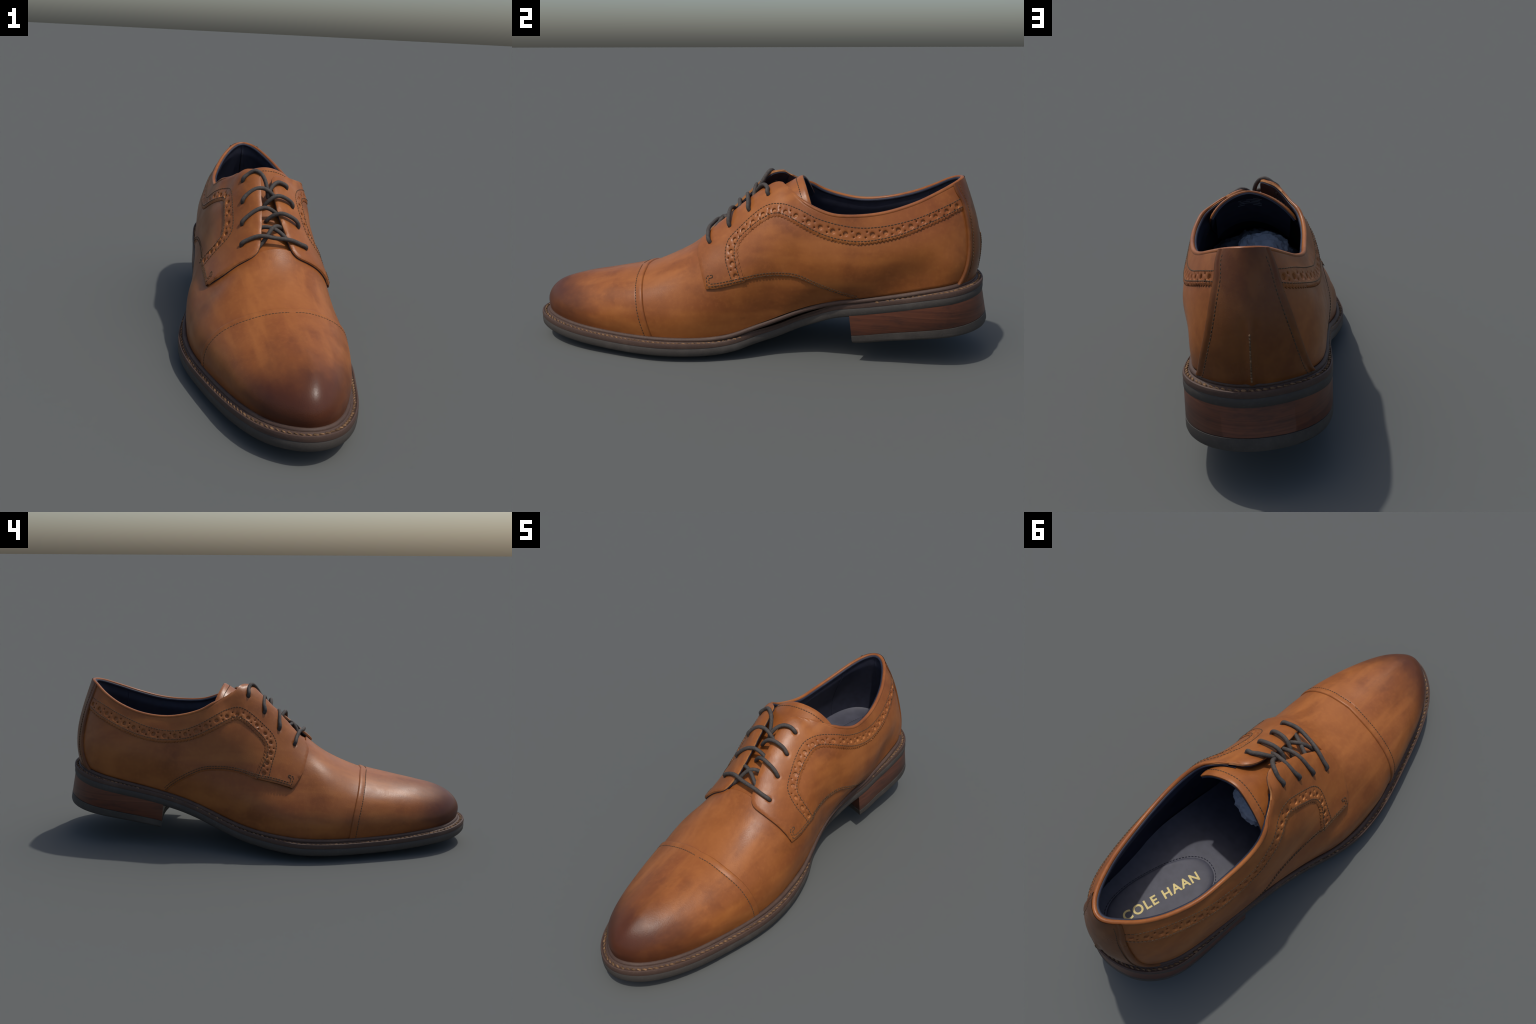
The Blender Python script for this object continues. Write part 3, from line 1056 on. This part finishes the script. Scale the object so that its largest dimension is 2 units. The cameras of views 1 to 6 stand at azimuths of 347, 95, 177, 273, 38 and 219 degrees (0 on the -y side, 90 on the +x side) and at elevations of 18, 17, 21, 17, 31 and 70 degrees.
for side in (INNER, OUTER):
    inn = -1 if side == INNER else 1
    sew(side, offset_line(side, COUNTER_EDGE[side], -.028 * inn)[1:-2], H_COUNTER - .001, .009, .0125)
    # thread of the toe cap: one row ahead of the edge, and the edge row
    sew(side, offset_line(side, CAP_EDGE[side], .031 * inn)[:-1], H_CAP - .0012, .010, .0125)
    # hook-shaped bar tack at the tab corner
    q_uv, q_p, _ = surface_line(side, QUARTER_FOOT[side], .004)
    t0 = q_p[6] - q_p[0]; t0 /= np.linalg.norm(t0)
    _, n0 = on_last(side, q_uv[:1]); up0 = np.cross(n0[0], t0) * -inn
    tab = lambda a_, b_: q_p[0] + t0 * a_ + up0 * b_
    for hook in ([(.010, .010), (.010, .052), (.036, .056)], [(.020, .020), (.020, .042), (.036, .046), (.036, .056)]):
        for (a0, b0), (a1, b1) in zip(hook[:-1], hook[1:]):
            sew(side, [tab(a0, b0), tab((a0 + a1) / 2, (b0 + b1) / 2), tab(a1, b1)], lambda uv, p, s_=side: lift_fn[s_](uv, p), .009, .012)

v = np.linspace(.03, .40, 40)
pp, pn = on_last(INNER, np.stack([np.full_like(v, .0004), v], 1), H_COUNTER - .0005 + .0040 * (1 - sstep(.30, .52, v)))
V, F = join_parts(stitch_run(pp, pn, .008, .0095, .0030, 5))
make_mesh('pleat_stitching', V, F, WELT_THREAD, shoe, 60, stuff=True)

# rolled topline edge (outer leather) and its navy lining roll
gap = {s_: gap_top_u[s_] for s_ in (INNER, OUTER)}


def collar_path(v, dl, cut):
    pts = []
    for side in (INNER, OUTER):
        u = np.linspace(gap[side] - cut, 0, 150)
        uv = np.stack([u, np.full_like(u, v)], 1)
        b0, _ = on_last(side, uv)
        p, _ = on_last(side, uv, lift_fn[side](uv, b0) + dl)
        pts.append(p if side == INNER else p[::-1][1:])
    return np.concatenate(pts)


cp = collar_path(.985, -.0065, .002)
taper = np.clip(np.minimum(np.arange(len(cp)), np.arange(len(cp))[::-1]) / 14., .3, 1)
V, F = tube(cp, .0088 * taper, 10)
make_mesh('collar_edge', V, F, LEATHER, shoe)

# ---------------------------------------------------------------------------
# 7. INSIDE: lining, tongue, insole, stuffing
# ---------------------------------------------------------------------------
parts = []
cp = collar_path(.982, -.0165, .002)
V, F = tube(cp, .0068 * taper, 8)
parts.append((V, F))
for side in (INNER, OUTER):
    g0 = gap[side]
    us = np.concatenate([np.linspace(0, g0, 110), np.linspace(g0, .86, 60)[1:]])
    cols = []
    for u in us:
        vmax = .985 - .22 * sstep(g0 + .004, g0 + .03, u)
        v = np.linspace(.0, vmax, 44)
        uv = np.stack([np.full_like(v, u), v], 1)
        cols.append(uv)
    C = np.stack(cols)
    flat = C.reshape(-1, 2)
    b0, _ = on_last(side, flat)
    lf = np.where(flat[:, 1] > .7, lift_fn[side](flat, b0), H_FACING)
    tr = sstep(g0 + .004, g0 + .04, flat[:, 0])
    lf = lf * (1 - tr) + .004 * tr
    deep = (.015 if side == INNER else .009) * sstep(.97, .85, flat[:, 1]) * sstep(.0, .15, flat[:, 1])
    pt, _ = on_last(side, flat, lf - .0205 - np.where(flat[:, 0] < g0, deep, 0))
    V, F = sheet(pt.reshape(*C.shape[:2], 3))
    parts.append((V, F if side == OUTER else [f[::-1] for f in F]))
    # lining glued under the facing
    e_uv, e_p, e_h = surface_line(side, FACING_EDGE[side], .008)
    back = np.array([[e_uv[0, 0] - .06, .975], [e_uv[0, 0] - .05, .80], [e_uv[0, 0] + .02, .62]])
    tail = e_uv[-1] + np.array([-.012, .03])
    ol = np.concatenate([e_uv[:-2] , [tail], back[::-1]])
    V, F = panel(side, ol, [disc_on(side, e, .0095, 12) for e in EYELETS[side]], .011,
                 lambda uv, p, s_=side: lift_fn[s_](uv, p) - .0122, .006, .2)
    parts.append((V, F))
V, F = join_parts(parts)
make_mesh('lining', V, F, LINING, shoe, 50)

# upright seam of the heel lining on either side of the opening
parts = []
for side, u in ((INNER, .135), (OUTER, .135)):
    v = np.linspace(.12, .95, 40)
    p, _ = on_last(side, np.stack([np.full_like(v, u), v], 1), H_FACING - .0205 - (.015 if side == INNER else .009) * sstep(.97, .85, v) * sstep(0, .15, v))
    parts.append(tube(p, .0026, 6))
V, F = join_parts(parts)
make_mesh('lining_seam', V, F, LINING, shoe, 50)
# tongue
TONGUE = [
    [(-.075, -.205, .432), (-.010, -.215, .472), (.050, -.220, .480), (.110, -.215, .472), (.175, -.205, .432)],
    [(-.100, -.085, .484), (-.025, -.098, .536), (.050, -.102, .550), (.130, -.098, .536), (.205, -.085, .484)],
    [(-.120, .030, .552), (-.035, .006, .612), (.052, .000, .628), (.150, .006, .610), (.225, .030, .546)],
    [(-.124, .140, .606), (-.036, .112, .678), (.062, .102, .698), (.168, .112, .676), (.236, .140, .604)],
    [(-.102, .250, .654), (-.024, .222, .727), (.073, .201, .760), (.167, .219, .732), (.226, .243, .670)],
]
T = np.array(TONGUE)
rowsT = np.stack([smooth_curve(r, 60) for r in T])
tt = np.linspace(0, 1, 5)
fT = akima(tt, rowsT.reshape(5, -1))
grid = fT(np.linspace(0, 1, 80)).reshape(80, 60, 3)
du = np.gradient(grid, axis=0); dv = np.gradient(grid, axis=1)
nT = np.cross(dv, du); nT /= np.linalg.norm(nT, axis=2, keepdims=True)
if nT[40, 30, 2] < 0:
    nT = -nT
rim_drop = np.minimum(1, np.minimum(np.arange(80)[::-1][:, None] / 2. + .3, np.minimum(np.arange(60), np.arange(60)[::-1])[None] / 2. + .3))
V, F = slab(grid + nT * (.006 * (rim_drop[..., None] - 1)), grid - nT * .009)
tongue = make_mesh('tongue', V, F, LEATHER, shoe, 45)
V, F = slab(grid - nT * .0095, grid - nT * .016)
make_mesh('tongue_lining', V, F, LINING, tongue, 45)
flap_top = (grid - nT * .013)[70, 5:-5]  # dark sheet hung across the hollow under the tongue
drop_ = np.linspace(0, 1, 14)
flap = flap_top[None] + drop_[:, None, None] * np.array([0, -.105, -.13]) + (np.sin(np.pi * drop_) * .012)[:, None, None] * np.array([0, .6, 1.])
V, F = slab(flap, flap + np.array([0, -.006, .002]))
make_mesh('throat_dark_sheet', V, F, LINING, tongue, 45)
flap_ = flap
# faint printed size label on the underside of the tongue
parts = []
for row, a_, b_ in ((66, 24, 29), (64, 25, 33), (64, 36, 38), (62, 25, 30), (62, 31, 37), (60, 24, 37), (58, 24, 29), (58, 34, 38)):
    pl_ = flap_[int((76 - row) * .45) - 3, a_ - 5:b_ - 4] + np.array([0, .0015, -.0005])
    parts.append(tube(pl_, .0011, 5))
V, F = join_parts(parts)
make_mesh('printed_label', V, F, PRINT, tongue, 50, stuff=True)
edge_line = grid[74, 3:-3]
stitch_parts.extend(stitch_run(edge_line, nT[74, 3:-3], .0095, .0125, .0019, 5))

# insole
v_in = .07
ins = []
for u in np.linspace(0, .9, 150):
    a, _ = on_last(INNER, [(u, v_in)], -.010)
    b, _ = on_last(OUTER, [(u, v_in)], -.010)
    s = np.linspace(0, 1, 25)
    r = a[0][None] * (1 - s)[:, None] + b[0][None] * s[:, None]
    r[:, 2] += .022 * (np.abs(2 * s - 1) ** 3) + .016 + .022 * (1 - s) ** 2 * sstep(0, .08, u)
    ins.append(r)
ins = np.stack(ins)
IV, IF = sheet(ins)
insole = make_mesh('insole', IV, IF, INSOLE, shoe, 60)
floor = BVHTree.FromPolygons([Vector(p) for p in IV], IF)


def drop_on(tree, x, y):
    h = tree.ray_cast(Vector((x, y, 2)), Vector((0, 0, -1)))
    return h[0][2] if h[0] is not None else .35


# padded oval under the heel
axis = np.array([-.078, -.281]); axis /= np.linalg.norm(axis); perp = np.array([-axis[1], axis[0]])
pc = np.array([.082, .655])
rr = np.concatenate([np.linspace(0, .9, 14), [.94, .97, .99, 1.0, 1.02]])
hh = np.concatenate([.010 - .003 * np.linspace(0, .9, 14) ** 2, [.0065, .0045, .002, -.001, -.004]])
ang = np.linspace(0, 2 * np.pi, 72, endpoint=False)
G = []
for a_ in ang:
    ce, se = np.cos(a_), np.sin(a_)
    k = 2.4
    rad = (np.abs(ce / .225) ** k + np.abs(se / .108) ** k) ** (-1 / k)
    col = []
    for r, h in zip(rr, hh):
        xy = pc + (axis * ce + perp * se) * rad * r
        col.append((xy[0], xy[1], drop_on(floor, *xy) + h))
    G.append(col)
PV, PF = sheet(np.array(G), closed_u=True)
pad = make_mesh('heel_pad', PV, PF, INSOLE, insole, 60)
padtree = BVHTree.FromPolygons([Vector(p) for p in PV], PF)


def lettering(name, text, size, centre, direction, material, parent, tree, bold, spacing, lift=.001):
    cu = bpy.data.curves.new(name, 'FONT'); cu.body = text; cu.size = size
    cu.align_x = 'CENTER'; cu.align_y = 'CENTER'; cu.offset = bold; cu.space_character = spacing
    tmp = bpy.data.objects.new(name, cu); link(tmp)
    bpy.context.view_layer.update()
    me = bpy.data.meshes.new_from_object(tmp.evaluated_get(bpy.context.evaluated_depsgraph_get()))
    bpy.data.objects.remove(tmp); bpy.data.curves.remove(cu)
    d = np.asarray(direction) / np.linalg.norm(direction); up = np.array([-d[1], d[0]])
    for v in me.vertices:
        xy = np.asarray(centre) + d * v.co.x + up * v.co.y
        v.co = (xy[0], xy[1], drop_on(tree, *xy) + lift)
    me.materials.clear(); me.materials.append(material)
    return link(bpy.data.objects.new(name, me), parent)


lettering('lettering', 'COLE HAAN', .0525, (.077, .657), axis, GOLD, insole, padtree, .0013, 1.17, .0012)
# thread round the pad
ring_p = np.array([(pc + (axis * np.cos(a_) + perp * np.sin(a_)) *
                    ((np.abs(np.cos(a_) / .225) ** 2.4 + np.abs(np.sin(a_) / .108) ** 2.4) ** (-1 / 2.4)) * 1.03) for a_ in np.linspace(0, 2 * np.pi, 200)])
ring_p = np.array([(x, y, drop_on(floor, x, y) + .0005) for x, y in ring_p])
V, F = join_parts(stitch_run(ring_p, np.tile([0, 0, 1.], (200, 1)), .009, .013, .0015, 5))
make_mesh('insole_stitching', V, F, LINING, insole, 60, stuff=True)

# crumpled tissue stuffed into the forefoot
import bmesh
from mathutils import noise as mnoise


def wad(centre, size, seed):
    bm = bmesh.new()
    bmesh.ops.create_icosphere(bm, subdivisions=6, radius=1)
    off = Vector((3.1 + seed, .4, 7.7 - seed))
    for v in bm.verts:
        d = v.co.normalized(); c = d * 1.7
        ridged = 1 - abs(mnoise.noise(c * 1.3 + off)) * 2
        cell = mnoise.voronoi(c * 1.5 + off * .6)[0]
        k = 1 + .10 * ridged - .22 * (cell[1] - cell[0] - .3) + .035 * mnoise.noise(c * 6)
        v.co = Vector([centre[i] + d[i] * size[i] * k for i in range(3)])
    V_ = [tuple(v.co) for v in bm.verts]; F_ = [tuple(v.index for v in f.verts) for f in bm.faces]
    bm.free(); return V_, F_


V, F = join_parts([wad((.055, -.070, .330), (.185, .195, .152), 0.), wad((.025, .135, .470), (.105, .075, .085), 2.3)])
make_mesh('tissue_stuffing', V, F, PAPER, shoe, 28)

# ---------------------------------------------------------------------------
# 8. LACES
# ---------------------------------------------------------------------------
E1, E2 = EYELETS[INNER], EYELETS[OUTER]


def hole(side, k):
    e = EYELETS[side][k]
    uv, h = locate(side, [e])
    p, n = on_last(side, uv)
    l = lift_fn[side](uv, p)[0]
    return p[0] + n[0] * l, n[0]


LACES = {}
R = .0087


def lace(points, start=None, end=None):
    pts = [np.array(p) for p in points]
    for which, at0 in ((start, True), (end, False)):
        if which is None:
            continue
        p, n = hole(*which)
        near = pts[0] if at0 else pts[-1]
        d = near - p; d -= n * (d @ n); d /= np.linalg.norm(d)
        add = [p - n * .022, p - n * .004, p + n * (R * .85) + d * (R * .7)]
        pts = add + pts if at0 else pts + add[::-1]
    c = smooth_curve(pts, 70)
    V, F = rounded_bar(c, R, 12)
    make_mesh('shoelace', V, F, LACE, shoe, 0)


# straight bar across the bottom pair
lace([(-.060, -.158, .524), (-.012, -.172, .543), (.050, -.188, .537), (.112, -.196, .530), (.155, -.193, .511)], (OUTER, 0), (INNER, 0))
# crossing behind it
lace([(-.035, -.110, .525), (.010, -.120, .566), (.060, -.145, .560), (.100, -.168, .528), (.135, -.182, .488)])
lace([(-.035, -.178, .478), (.010, -.166, .528), (.045, -.142, .568), (.072, -.124, .570), (.095, -.112, .554), (.135, -.098, .515)])
# second and third pairs: the outer ends cross over and dive under the inner facing
lace([(-.048, -.075, .602), (-.010, -.074, .629), (.026, -.071, .637), (.056, -.067, .625), (.083, -.064, .602), (.112, -.060, .562)], (OUTER, 1))
lace([(.152, -.104, .590), (.122, -.103, .609), (.095, -.099, .618), (.070, -.091, .613), (.048, -.080, .597), (.028, -.070, .572)], (INNER, 1))
lace([(-.036, .001, .680), (.000, .002, .702), (.030, .001, .704), (.058, -.002, .690), (.083, -.004, .664), (.112, -.002, .624)], (OUTER, 2))
lace([(.146, -.021, .652), (.117, -.025, .670), (.091, -.029, .678), (.068, -.031, .671), (.047, -.028, .653), (.028, -.020, .626)], (INNER, 2))
# top pair: both tails dip into the gap
lace([(-.020, .075, .752), (.005, .066, .767), (.028, .052, .758), (.044, .034, .731), (.051, .014, .692), (.052, .000, .655)], (OUTER, 3))
lace([(.128, .058, .713), (.104, .045, .721), (.082, .030, .713), (.063, .012, .692), (.052, .000, .660)], (INNER, 3))

V, F = join_parts(stitch_parts)
make_mesh('upper_stitching', V, F, THREAD, shoe, 60, stuff=True)
